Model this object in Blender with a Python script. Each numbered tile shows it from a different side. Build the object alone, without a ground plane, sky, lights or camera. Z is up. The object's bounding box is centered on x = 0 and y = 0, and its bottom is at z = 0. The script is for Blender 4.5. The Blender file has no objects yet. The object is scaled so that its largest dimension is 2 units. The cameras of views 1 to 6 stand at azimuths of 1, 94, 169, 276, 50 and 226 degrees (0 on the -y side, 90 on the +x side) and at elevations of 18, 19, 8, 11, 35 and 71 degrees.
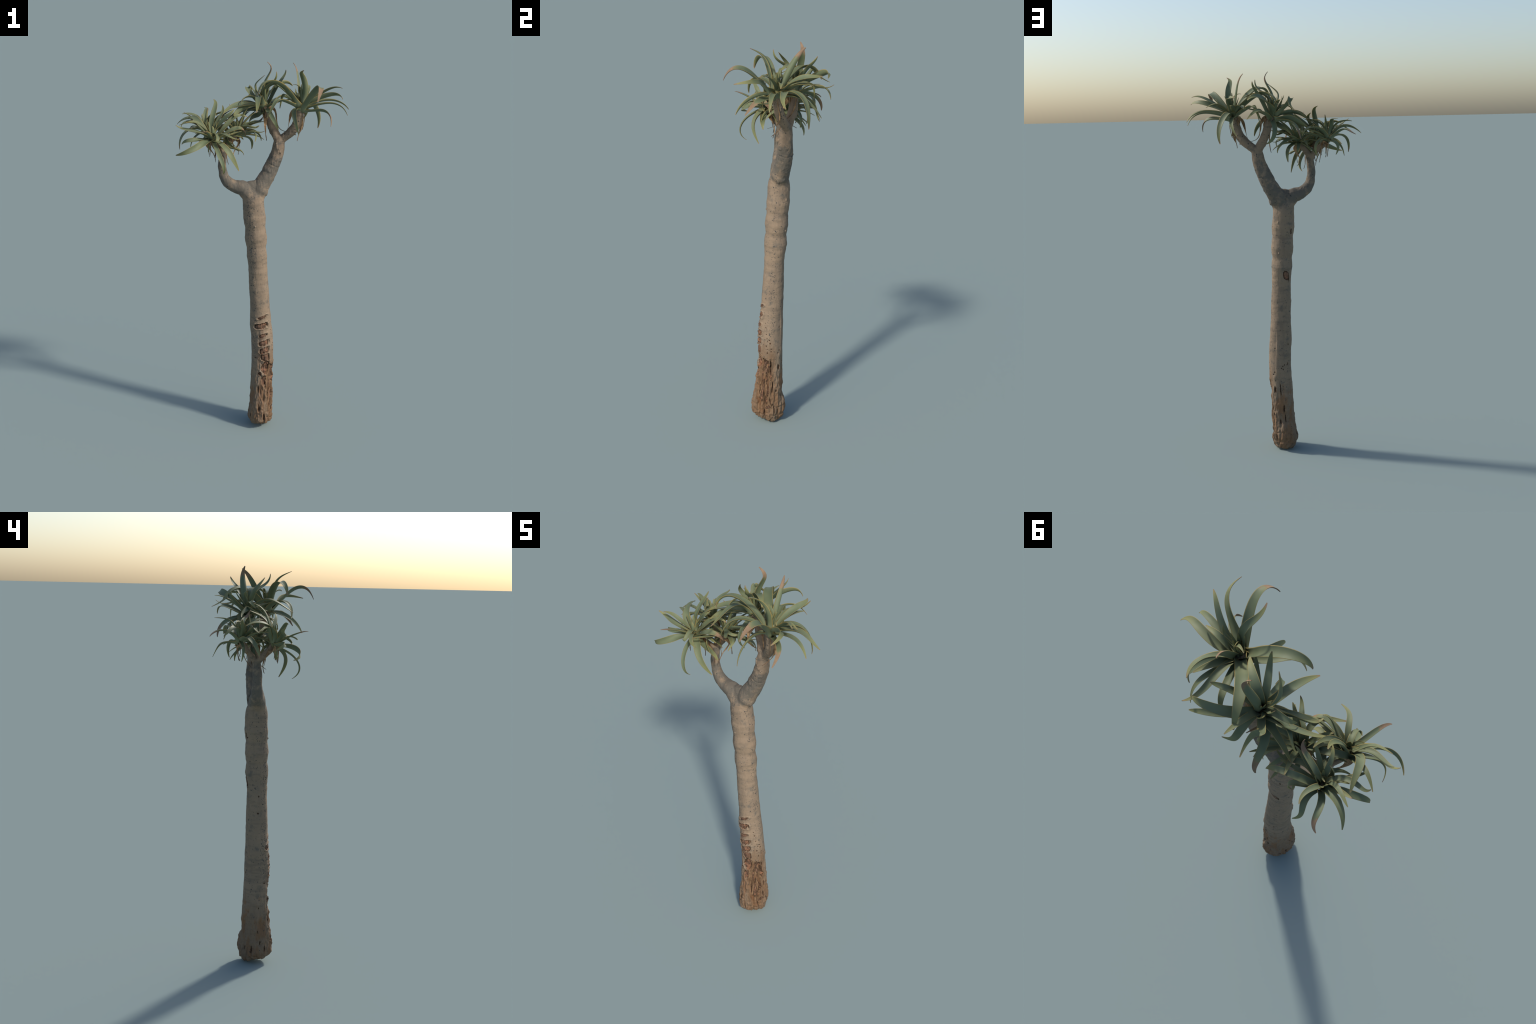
"""A tall young tree aloe: one bare, slightly leaning trunk, a fork into two limbs,
five rosettes of fleshy arching leaves, and withered leaves hanging under them."""
import bpy, bmesh, math, random
import numpy as np
from collections import namedtuple
from mathutils import Vector, noise

random.seed(7)
rng = np.random.default_rng(7)
Leaf = namedtuple("Leaf", "width dry spine face roll tilt", defaults=(None, 1, 0))          # width and spine in millimetres, spine from the rosette's heart; face: bearing its outer side looks to; roll 0: held level; tilt: degrees the blade leans over

# ------------------------------------------------------------------ leaf spines
ROSETTES = {
    "A": {"heart": (0.201, -0.010, 1.795), "leaves": [
        Leaf(width=32, dry=0.30, spine=[(4, 4, 3), (-15, 37, 49), (-11, 63, 113), (-13, 93, 171), (-39, 126, 193)], face=90),
        Leaf(width=25, dry=0.06, spine=[(4, 12, 9), (77, 8, 35), (126, -9, 76), (163, -39, 103), (204, -57, 84)]),
        Leaf(width=30, dry=0.06, spine=[(7, -5, 10), (36, -22, 106), (11, -36, 151), (-20, -70, 162), (10, -123, 185)]),
        Leaf(width=35, dry=0.02, spine=[(2, 15, -8), (93, 67, 17), (165, 52, 31), (215, 24, 8), (244, 63, -41)]),
        Leaf(width=28, dry=0.02, spine=[(9, 8, -16), (94, 6, 7), (162, -8, 22), (212, -6, 4), (233, -10, -61)]),
        Leaf(width=32, dry=0.02, spine=[(1, -3, -15), (-45, -31, -10), (-44, -94, -19), (-35, -159, -56), (-17, -184, -124)]),
        Leaf(width=31, dry=0.32, spine=[(4, -3, -25), (73, -35, -26), (127, -57, -9), (156, -83, -31), (141, -125, -95)]),
        Leaf(width=26, dry=0.02, spine=[(8, 0, -20), (-3, 81, -7), (29, 139, -17), (52, 179, -56), (13, 213, -115)]),
        Leaf(width=28, dry=0.02, spine=[(5, 14, -11), (-55, 93, 22), (-82, 145, 57), (-93, 176, 39), (-108, 170, -50)]),
        Leaf(width=34, dry=0.02, spine=[(-14, 2, -4), (-108, -34, 36), (-125, -96, 61), (-126, -145, 38), (-176, -139, -46)]),
        Leaf(width=32, dry=0.02, spine=[(-11, 10, 1), (45, -47, 15), (122, -41, 66), (195, -62, 73), (195, -174, 49)]),
        Leaf(width=38, dry=0.02, spine=[(-14, 11, -2), (31, 110, 24), (76, 151, -9), (113, 157, -82), (89, 159, -154)]),
        Leaf(width=27, dry=0.02, spine=[(12, 5, -7), (47, 23, 33), (72, 29, 59), (99, 28, 54), (142, 30, 30)]),
        Leaf(width=31, dry=0.08, spine=[(5, 14, -9), (26, 75, 65), (48, 126, 88), (51, 172, 72), (15, 209, 76)]),
        Leaf(width=16, dry=0.02, spine=[(9, 11, 0), (16, 16, 45), (8, 12, 82), (-13, 11, 104), (-44, 21, 96)]),
        Leaf(width=43, dry=0.05, spine=[(-9, -19, -6), (-76, -33, 110), (-147, -61, 162), (-202, -113, 145), (-218, -121, 64)]),
        Leaf(width=40, dry=0.29, spine=[(-2, 1, -23), (48, -79, 57), (104, -126, 128), (100, -198, 140), (70, -233, 43)]),
        Leaf(width=27, dry=0.02, spine=[(5, 21, -11), (-13, 107, 70), (-35, 158, 41), (-33, 203, -11), (-19, 262, 37)]),
        Leaf(width=46, dry=0.02, spine=[(5, 16, 1), (-83, 59, 84), (-145, 107, 125), (-175, 166, 110), (-201, 200, 28)]),
        Leaf(width=16, dry=0.02, spine=[(2, -9, 3), (34, -2, 18), (60, 10, 32), (77, 15, 51), (86, -1, 75)], roll=0),
        Leaf(width=18, dry=0.02, spine=[(-6, -13, 1), (12, -21, 24), (21, -15, 45), (19, 1, 60), (3, 24, 65)], roll=0),
    ], "withered": [
        Leaf(width=15, dry=1.0, spine=[(-6, 1, -18), (-51, -3, -15), (-62, -2, -54), (-59, 7, -108), (-78, 27, -152)]),
        Leaf(width=15, dry=1.0, spine=[(2, 6, -35), (9, 17, -99), (-2, 37, -137), (-18, 24, -162), (-23, -37, -179)]),
    ]},
    "B": {"heart": (0.014, 0.062, 1.782), "leaves": [
        Leaf(width=32, dry=0.32, spine=[(-6, 14, 9), (-32, 23, 106), (23, 32, 148), (69, 48, 173), (16, 21, 217)], face=270),
        Leaf(width=28, dry=0.02, spine=[(25, 13, -9), (54, 32, 77), (78, 64, 117), (114, 94, 129), (113, 107, 166)]),
        Leaf(width=30, dry=0.02, spine=[(7, 4, -14), (40, 80, 4), (68, 133, 38), (106, 166, 40), (157, 177, -22)]),
        Leaf(width=23, dry=0.02, spine=[(7, -3, 12), (-35, -19, 82), (-63, -31, 106), (-46, -50, 117), (7, -79, 164)]),
        Leaf(width=40, dry=0.02, spine=[(-22, 4, 10), (1, 83, 48), (63, 140, 93), (113, 174, 117), (149, 159, 72)]),
        Leaf(width=28, dry=0.02, spine=[(2, 9, 16), (-18, -7, 106), (25, -52, 119), (73, -98, 120), (63, -99, 184)]),
        Leaf(width=34, dry=0.28, spine=[(-6, -5, -19), (-88, 33, -20), (-111, 92, -32), (-104, 137, -67), (-125, 131, -124)]),
        Leaf(width=35, dry=0.02, spine=[(-10, -9, 4), (-29, -58, 75), (-32, -111, 80), (-25, -161, 37), (-38, -225, -2)]),
        Leaf(width=30, dry=0.02, spine=[(-15, 16, 0), (-122, 105, 86), (-98, 75, 116), (-39, 65, 64), (-92, 170, 19)]),
        Leaf(width=25, dry=0.02, spine=[(2, -3, -5), (24, -82, -20), (41, -142, -38), (57, -162, -68), (70, -123, -108)]),
        Leaf(width=16, dry=0.02, spine=[(-14, -6, -3), (-33, -12, 37), (-46, 11, 65), (-60, 27, 82), (-67, -3, 98)]),
        Leaf(width=41, dry=0.02, spine=[(-6, 7, -12), (-81, 22, -9), (-119, 22, -14), (-141, 20, -46), (-188, 33, -67)], tilt=40),
        Leaf(width=26, dry=0.02, spine=[(2, -4, 7), (-37, -11, 49), (-81, -12, 62), (-114, -21, 49), (-119, -51, 16)]),
        Leaf(width=15, dry=0.02, spine=[(0, -3, 3), (-26, 5, 24), (-44, 23, 43), (-51, 43, 65), (-45, 58, 93)]),
        Leaf(width=31, dry=0.02, spine=[(7, -16, 3), (-60, -57, 27), (-120, -74, 8), (-157, -92, -27), (-149, -142, -32)], tilt=45),
        Leaf(width=39, dry=0.02, spine=[(-4, 11, 7), (-16, 15, 86), (22, -2, 126), (86, -26, 127), (131, -66, 87)]),
        Leaf(width=30, dry=0.02, spine=[(10, -5, -16), (5, 93, -35), (-2, 117, -78), (2, 106, -125), (55, 130, -143)]),
        Leaf(width=36, dry=0.02, spine=[(-3, 5, -2), (-69, 0, 22), (-130, -22, 23), (-180, -56, 4), (-210, -107, -24)], tilt=35),
        Leaf(width=14, dry=0.02, spine=[(0, 4, -1), (-18, 9, 14), (-32, 16, 31), (-43, 26, 49), (-50, 39, 68)], roll=0),
        Leaf(width=27, dry=0.02, spine=[(10, -2, -13), (-7, -45, -42), (-41, -28, -43), (-68, 29, -56), (-83, 108, -105)]),
        Leaf(width=25, dry=0.02, spine=[(-14, 5, 2), (-94, -35, 20), (-132, -23, 23), (-147, 17, 7), (-188, 8, -25)]),
    ], "withered": [
        Leaf(width=15, dry=1.0, spine=[(13, 1, -16), (76, 21, -11), (61, 22, -68), (45, 5, -127), (108, -33, -131)]),
        Leaf(width=15, dry=1.0, spine=[(4, 3, -39), (-1, -52, -79), (4, -70, -120), (5, -43, -158), (9, 22, -188)]),
    ]},
    "C": {"heart": (-0.248, -0.094, 1.653), "leaves": [
        Leaf(width=21, dry=0.33, spine=[(3, -5, -3), (-15, -50, 19), (-17, -98, 44), (-20, -141, 57), (-40, -158, 52)]),
        Leaf(width=22, dry=0.02, spine=[(10, -11, -4), (56, -39, 38), (72, -77, 33), (89, -102, 7), (139, -95, 3)]),
        Leaf(width=24, dry=0.02, spine=[(1, 6, -14), (22, -84, -44), (54, -133, -92), (73, -134, -146), (53, -80, -175)]),
        Leaf(width=32, dry=0.02, spine=[(3, 19, -8), (51, 4, -56), (106, -4, -59), (150, 1, -56), (157, 8, -99)]),
        Leaf(width=28, dry=0.02, spine=[(-14, -2, 6), (-15, 19, 79), (12, 35, 131), (34, 60, 159), (5, 101, 172)]),
        Leaf(width=35, dry=0.02, spine=[(8, 11, -8), (63, -31, -42), (91, -62, -67), (107, -53, -111), (131, -11, -177)]),
        Leaf(width=25, dry=0.02, spine=[(-8, 8, 9), (27, 25, 60), (64, 3, 95), (100, -12, 116), (113, 22, 134)], tilt=-55),
        Leaf(width=23, dry=0.05, spine=[(-17, 10, -5), (-69, -41, -7), (-102, -77, 2), (-137, -69, 0), (-153, -19, -33)]),
        Leaf(width=34, dry=0.02, spine=[(15, 12, -7), (-32, -73, -9), (-74, -134, -28), (-121, -153, -52), (-178, -103, -70)]),
        Leaf(width=36, dry=0.02, spine=[(-12, 7, 6), (-54, -16, 57), (-79, 16, 94), (-98, 74, 107), (-129, 116, 74)]),
        Leaf(width=26, dry=0.02, spine=[(-12, -7, 3), (-45, -64, 43), (-101, -56, 43), (-152, -33, 44), (-173, -68, 74)]),
        Leaf(width=24, dry=0.02, spine=[(-8, 4, 9), (13, 16, 73), (48, 31, 102), (64, 63, 115), (48, 123, 138)], roll=0),
        Leaf(width=23, dry=0.02, spine=[(1, 5, 8), (18, -31, 41), (39, -64, 16), (41, -92, -15), (8, -75, -8)]),
        Leaf(width=22, dry=0.02, spine=[(-5, 7, 14), (-36, -34, 42), (-47, -53, 78), (-71, -58, 98), (-125, -75, 86)]),
        Leaf(width=23, dry=0.02, spine=[(-9, 20, -8), (-62, 27, 49), (-83, 19, 84), (-112, 20, 77), (-172, 53, 51)]),
        Leaf(width=23, dry=0.02, spine=[(2, -2, 1), (52, 28, 24), (71, 61, 49), (70, 91, 48), (64, 104, -2)]),
        Leaf(width=31, dry=0.26, spine=[(11, -3, -12), (80, -23, 29), (130, -16, 61), (164, 11, 52), (166, 46, -7)]),
        Leaf(width=25, dry=0.02, spine=[(10, 5, -1), (68, 5, 47), (100, 21, 97), (131, 43, 119), (179, 58, 85)], tilt=-55),
        Leaf(width=13, dry=0.02, spine=[(-1, -1, 0), (1, -20, 9), (0, -35, 20), (-9, -45, 29), (-26, -48, 37)], roll=0),
    ], "withered": [
        Leaf(width=15, dry=1.0, spine=[(3, 16, -25), (57, 29, -52), (69, 55, -78), (60, 68, -110), (75, 51, -155)]),
        Leaf(width=15, dry=1.0, spine=[(-15, -1, -30), (-34, 24, -53), (-12, 46, -77), (14, 58, -105), (8, 47, -141)]),
    ]},
    "D": {"heart": (-0.283, 0.056, 1.665), "leaves": [
        Leaf(width=22, dry=0.02, spine=[(-16, -4, 3), (-16, -20, 59), (-52, -21, 80), (-94, 2, 89), (-128, 8, 78)]),
        Leaf(width=25, dry=0.34, spine=[(7, 14, -6), (-64, 44, 50), (-77, 84, 55), (-70, 123, 30), (-115, 127, 12)]),
        Leaf(width=28, dry=0.10, spine=[(-11, 3, -1), (-65, -34, 32), (-119, -58, 12), (-143, -100, -30), (-135, -103, -86)]),
        Leaf(width=31, dry=0.02, spine=[(1, 4, 5), (-44, 11, 57), (-90, 12, 73), (-132, 21, 54), (-162, 58, 16)]),
        Leaf(width=24, dry=0.02, spine=[(2, 11, -13), (16, 82, -13), (-17, 101, -16), (-44, 104, -40), (-5, 132, -88)]),
        Leaf(width=24, dry=0.02, spine=[(2, 2, 14), (-21, 21, 71), (-6, 49, 95), (9, 86, 93), (-22, 123, 93)]),
        Leaf(width=28, dry=0.02, spine=[(1, 14, 2), (39, 48, 56), (101, 75, 70), (151, 104, 55), (160, 104, 8)]),
        Leaf(width=17, dry=0.02, spine=[(-3, 8, -6), (-43, -10, -17), (-71, -24, -34), (-87, -26, -62), (-89, -14, -101)]),
        Leaf(width=24, dry=0.02, spine=[(-6, 17, -13), (43, 47, 6), (85, 68, -15), (98, 84, -53), (73, 63, -95)]),
        Leaf(width=23, dry=0.36, spine=[(-2, 11, 15), (18, 2, 97), (81, -6, 92), (136, -5, 80), (119, -29, 133)]),
        Leaf(width=21, dry=0.02, spine=[(13, -8, 12), (-28, -76, 56), (-82, -77, 68), (-124, -60, 55), (-124, -103, 31)]),
        Leaf(width=24, dry=0.02, spine=[(2, -1, 4), (47, -43, 20), (81, -81, 13), (98, -102, -18), (92, -92, -67)]),
        Leaf(width=22, dry=0.02, spine=[(3, 1, 2), (10, -17, 51), (15, -45, 85), (29, -75, 97), (62, -96, 84)]),
        Leaf(width=15, dry=0.02, spine=[(-1, -1, 0), (0, -4, 21), (8, -1, 39), (21, 5, 54), (38, 13, 65)], roll=0),
        Leaf(width=21, dry=0.02, spine=[(1, -4, -2), (-4, -44, 2), (-6, -54, 27), (-2, -44, 66), (8, -31, 116)]),
        Leaf(width=25, dry=0.02, spine=[(16, 14, 0), (90, -24, 27), (114, 7, 25), (129, 53, 18), (182, 40, 35)], roll=0),
        Leaf(width=19, dry=0.02, spine=[(-2, -2, 0), (0, -32, 3), (-11, -49, 0), (-33, -59, -7), (-58, -75, -10)], roll=0),
        Leaf(width=23, dry=0.02, spine=[(5, 1, 1), (26, -34, -4), (22, -69, -14), (-1, -98, -27), (-37, -111, -45)], roll=0),
    ], "withered": [
        Leaf(width=15, dry=1.0, spine=[(3, 14, -32), (36, 1, -7), (42, 2, -43), (37, -3, -98), (39, -44, -132)]),
    ]},
    "E": {"heart": (-0.136, 0.010, 1.650), "leaves": [
        Leaf(width=27, dry=0.02, spine=[(4, -5, -7), (50, 37, -18), (77, 83, -35), (88, 111, -63), (78, 105, -108)]),
        Leaf(width=24, dry=0.02, spine=[(-8, 9, 5), (32, 64, 24), (89, 90, 9), (135, 93, -22), (129, 88, -61)]),
        Leaf(width=21, dry=0.02, spine=[(-3, -9, 11), (46, -32, 57), (80, -63, 49), (101, -93, 29), (125, -99, 55)]),
        Leaf(width=19, dry=0.02, spine=[(9, 7, 2), (60, 7, 33), (92, 7, 14), (117, 21, -15), (150, 55, -1)]),
        Leaf(width=21, dry=0.02, spine=[(1, 2, -5), (-38, 9, -28), (-69, 2, -51), (-83, -14, -76), (-72, -31, -106)]),
        Leaf(width=22, dry=0.02, spine=[(-3, -2, 1), (-48, -52, 2), (-58, -91, -10), (-31, -110, -35), (24, -108, -75)]),
        Leaf(width=22, dry=0.02, spine=[(8, 1, -11), (68, -7, 7), (104, -28, 21), (115, -56, 12), (100, -78, -33)]),
        Leaf(width=22, dry=0.16, spine=[(1, -1, 15), (45, -29, 69), (95, -16, 58), (130, 39, 37), (139, 130, 59)], roll=0),
        Leaf(width=28, dry=0.02, spine=[(-5, -6, 8), (-102, -45, 59), (-148, -75, 62), (-136, -104, 11), (-129, -125, -87)]),
        Leaf(width=25, dry=0.02, spine=[(3, -9, 4), (43, -69, 30), (39, -108, 35), (-2, -129, 24), (-41, -170, 20)], roll=0),
        Leaf(width=17, dry=0.02, spine=[(-1, -14, 4), (-12, -38, 6), (-24, -22, -3), (-39, 0, -15), (-64, -11, -20)], roll=0),
        Leaf(width=19, dry=0.02, spine=[(0, 0, 15), (31, -39, 68), (68, -60, 51), (100, -49, 18), (120, 3, 38)]),
    ], "withered": [
        Leaf(width=15, dry=1.0, spine=[(7, -6, -27), (40, -3, -49), (2, 4, -72), (-32, -6, -100), (-1, -58, -136)]),
    ]},
}


# ------------------------------------------------------------------ small helpers
def smoothstep(a, b, x):
    t = np.clip((x - a) / (b - a), 0, 1)
    return t * t * (3 - 2 * t)


def bezier(ctrl, t):
    n = len(ctrl) - 1
    w = np.stack([math.comb(n, i) * t ** i * (1 - t) ** (n - i) for i in range(n + 1)], -1)
    return w @ np.asarray(ctrl, float)


def spline(points, per=8):
    """Catmull-Rom through rows of numbers (position and radius together)."""
    P = np.asarray(points, float)
    P = np.vstack([2 * P[0] - P[1], P, 2 * P[-1] - P[-2]])
    rows = []
    for i in range(1, len(P) - 2):
        for t in np.linspace(0, 1, per, endpoint=False):
            a, b, c, d = P[i - 1:i + 3]
            rows.append(0.5 * (2 * b + (c - a) * t + (2 * a - 5 * b + 4 * c - d) * t ** 2 + (3 * b - a - 3 * c + d) * t ** 3))
    rows.append(P[-2])
    return np.array(rows)


def unit(v):
    return v / max(np.linalg.norm(v), 1e-9)


def link(ob, parent=None):
    bpy.context.scene.collection.objects.link(ob)
    if parent is not None:
        ob.parent = parent
    return ob


def fbm(P, scale, octaves=3, seed=0.0):
    return np.array([noise.fractal(Vector((p[0] * scale[0] + seed, p[1] * scale[1] + seed * 1.7, p[2] * scale[2] - seed)), 0.6, 2.0, octaves) for p in P])


# ------------------------------------------------------------------ node helpers
class Nodes:
    def __init__(self, name):
        self.mat = bpy.data.materials.new(name)
        self.mat.use_nodes = True
        self.t = self.mat.node_tree
        self.bsdf = self.t.nodes["Principled BSDF"]
        self.out = self.t.nodes["Material Output"]

    def n(self, kind, **props):
        node = self.t.nodes.new(kind)
        for k, v in props.items():
            setattr(node, k, v)
        return node

    def wire(self, a, b):
        self.t.links.new(a, b)

    def put(self, sock, v):
        if hasattr(v, "is_output"):
            self.wire(v, sock)
        else:
            sock.default_value = v

    def math(self, op, a, b=0.0, clamp=False):
        m = self.n("ShaderNodeMath", operation=op, use_clamp=clamp)
        self.put(m.inputs[0], a)
        self.put(m.inputs[1], b)
        return m.outputs[0]

    def mul(self, a, b):
        return self.math("MULTIPLY", a, b)

    def band(self, v, lo, hi, a=0.0, b=1.0):
        m = self.n("ShaderNodeMapRange", interpolation_type="SMOOTHSTEP")
        self.put(m.inputs["Value"], v)
        for k, x in zip(("From Min", "From Max", "To Min", "To Max"), (lo, hi, a, b)):
            m.inputs[k].default_value = x
        return m.outputs[0]

    def mix(self, fac, a, b, blend="MIX"):
        m = self.n("ShaderNodeMix", data_type="RGBA", blend_type=blend)
        self.put(m.inputs["Factor"], fac)
        for s, v in ((m.inputs["A"], a), (m.inputs["B"], b)):
            if isinstance(v, tuple):
                s.default_value = (*v, 1)
            else:
                self.wire(v, s)
        return m.outputs["Result"]

    def coords(self):
        return self.n("ShaderNodeTexCoord").outputs["Object"]

    def scaled(self, vec, s, off=(0, 0, 0)):
        m = self.n("ShaderNodeMapping")
        self.wire(vec, m.inputs["Vector"])
        m.inputs["Scale"].default_value = s
        m.inputs["Location"].default_value = off
        return m.outputs[0]

    def noise(self, vec, scale, detail=3.0, rough=0.55, dist=0.0):
        m = self.n("ShaderNodeTexNoise")
        self.wire(vec, m.inputs["Vector"])
        for k, x in (("Scale", scale), ("Detail", detail), ("Roughness", rough), ("Distortion", dist)):
            m.inputs[k].default_value = x
        return m.outputs["Fac"]

    def cells(self, vec, scale, jitter=1.0):
        m = self.n("ShaderNodeTexVoronoi")
        self.wire(vec, m.inputs["Vector"])
        m.inputs["Scale"].default_value = scale
        m.inputs["Randomness"].default_value = jitter
        return m.outputs["Distance"], m.outputs["Color"]

    def bump(self, height, strength, dist):
        m = self.n("ShaderNodeBump")
        self.wire(height, m.inputs["Height"])
        m.inputs["Strength"].default_value = strength
        m.inputs["Distance"].default_value = dist
        self.wire(m.outputs[0], self.bsdf.inputs["Normal"])

    def finish(self, colour, rough=0.8, spec=0.3):
        self.wire(colour, self.bsdf.inputs["Base Color"])
        self.put(self.bsdf.inputs["Roughness"], rough)
        self.bsdf.inputs["Specular IOR Level"].default_value = spec
        return self.mat


# ------------------------------------------------------------------ materials
BARK = (0.228, 0.170, 0.117)
BARK_PINK = (0.250, 0.183, 0.122)
BARK_GREY = (0.112, 0.102, 0.084)
LICHEN = (0.042, 0.045, 0.045)
OCHRE = (0.215, 0.105, 0.045)


def bark_material():
    m = Nodes("bark")
    co = m.coords()
    sep = m.n("ShaderNodeSeparateXYZ")
    m.wire(co, sep.inputs[0])
    x, y, z = sep.outputs
    # bearing round the trunk: 0 faces -y, 90 faces +x
    bearing = m.math("ARCTAN2", m.math("ADD", x, 0.032), m.math("MULTIPLY", m.math("ADD", y, 0.005), -1.0))
    bearing = m.mul(bearing, 180 / math.pi)                       # -180..180
    streak = m.noise(m.scaled(co, (1, 1, 0.22)), 34, 4, 0.6)
    broad = m.noise(co, 9, 3, 0.5)
    fine = m.noise(co, 160, 3, 0.6)
    c = m.mix(m.band(broad, 0.38, 0.66), BARK, BARK_PINK)
    c = m.mix(m.mul(m.band(streak, 0.48, 0.70), 0.45), c, (0.160, 0.120, 0.088))
    c = m.mix(m.mul(m.band(fine, 0.5, 0.75), 0.22), c, (0.28, 0.225, 0.17))
    band = m.noise(m.scaled(co, (0.6, 0.6, 3.0), (2, 0, 4)), 13, 3, 0.6)
    c = m.mix(m.mul(m.band(band, 0.50, 0.68), 0.55), c, (0.150, 0.116, 0.084))
    c = m.mix(m.mul(m.band(band, 0.46, 0.28), 0.30), c, (0.285, 0.212, 0.145))
    # grey weathered mottling, heavy about the fork and the limb collars
    grey = m.noise(m.scaled(co, (1, 1, 1), (3, 1, 7)), 26, 5, 0.68)
    fork = m.mul(m.band(z, 1.29, 1.36), m.band(z, 1.62, 1.45))
    collar = m.mul(fork, 0.20)
    g = m.band(m.math("ADD", grey, collar), 0.52, 0.73)
    c = m.mix(m.mul(g, 0.85), c, BARK_GREY)
    # ochre stain in ragged patches on the old foot of the trunk
    foot = m.band(z, 0.50, 0.20)
    och = m.noise(m.scaled(co, (1, 1, 0.35), (9, 2, 0)), 30, 4, 0.62)
    o = m.band(m.math("ADD", och, m.mul(foot, 0.16)), 0.60, 0.74)
    c = m.mix(m.mul(m.mul(o, foot), 0.85), c, OCHRE)
    # the whole old foot is browner, and the torn strip round the wounds is stained red-brown
    c = m.mix(m.mul(m.band(m.math("ADD", z, m.mul(och, 0.25)), 0.52, 0.26), 0.60), c, (0.150, 0.100, 0.062))
    torn = m.mul(m.band(bearing, -28, 2), m.band(bearing, 50, 24))
    torn = m.mul(torn, m.band(z, 0.70, 0.56))
    c = m.mix(m.mul(m.mul(torn, m.band(och, 0.42, 0.62)), 0.55), c, (0.150, 0.085, 0.050))
    stain = m.mul(m.mul(m.band(bearing, 10, 35), m.band(bearing, 128, 100)), m.band(m.math("ADD", z, m.mul(streak, -0.22)), 0.40, 0.27))
    c = m.mix(m.mul(stain, 0.75), c, (0.150, 0.092, 0.052))
    # black lichen dots: dense in two bands, sparse elsewhere
    wob = m.math("ADD", bearing, m.mul(m.math("SUBTRACT", m.noise(m.scaled(co, (0, 0, 1)), 7, 2), 0.5), 50))
    b1 = m.mul(m.band(wob, -62, -40), m.band(wob, -8, -24))
    b2 = m.mul(m.band(wob, 68, 84), m.band(wob, 108, 95))
    up = m.band(z, 0.36, 0.55)
    dens = m.math("ADD", m.mul(b1, 1.0), m.mul(b2, 0.75))
    patch = m.band(m.noise(m.scaled(co, (1, 1, 1), (5, 5, 5)), 22, 2), 0.36, 0.6)
    lone = m.band(z, 1.28, 1.40, 1.0, 0.22)
    dens = m.math("ADD", m.mul(m.mul(m.mul(dens, patch), up), lone), 0.085)
    for scale, size in ((210, 0.36), (105, 0.30), (60, 0.20)):
        d, col = m.cells(co, scale)
        r = m.n("ShaderNodeSeparateColor")
        m.wire(col, r.inputs[0])
        there = m.band(m.math("SUBTRACT", dens, m.mul(r.outputs[0], 0.95)), -0.02, 0.06)
        rad = m.math("ADD", m.mul(r.outputs[1], size * 0.7), size * 0.5)
        dot = m.band(m.math("SUBTRACT", d, rad), 0.06, -0.05)
        c = m.mix(m.mul(m.mul(dot, there), 0.86), c, LICHEN)
    m.bump(m.math("ADD", fine, m.mul(streak, 0.8)), 0.30, 0.002)
    return m.finish(c, 0.85, 0.2)


def wood_material():
    m = Nodes("bare_wood")
    co = m.coords()
    grain = m.noise(m.scaled(co, (1, 1, 0.10)), 95, 4, 0.65)
    blot = m.noise(m.scaled(co, (1, 1, 0.4)), 32, 4, 0.6)
    c = m.mix(m.band(grain, 0.35, 0.7), (0.112, 0.065, 0.035), (0.220, 0.134, 0.075))
    c = m.mix(m.mul(m.band(blot, 0.52, 0.66), 0.7), c, (0.150, 0.070, 0.032))
    c = m.mix(m.mul(m.band(blot, 0.40, 0.30), 0.8), c, (0.085, 0.055, 0.04))
    m.bump(grain, 0.6, 0.002)
    return m.finish(c, 0.85, 0.2)


def scar_material():
    m = Nodes("scar_wood")
    co = m.coords()
    grain = m.noise(m.scaled(co, (1, 1, 0.5)), 120, 4, 0.65)
    blot = m.noise(co, 45, 3, 0.6)
    c = m.mix(m.band(grain, 0.35, 0.7), (0.075, 0.042, 0.027), (0.185, 0.105, 0.066))
    c = m.mix(m.mul(m.band(blot, 0.48, 0.66), 0.7), c, (0.28, 0.13, 0.07))
    m.bump(grain, 0.5, 0.002)
    return m.finish(c, 0.8, 0.25)


def crack_material():
    m = Nodes("crack")
    co = m.coords()
    c = m.mix(m.noise(co, 120, 2), (0.026, 0.018, 0.013), (0.110, 0.064, 0.038))
    return m.finish(c, 0.95, 0.1)


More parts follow.
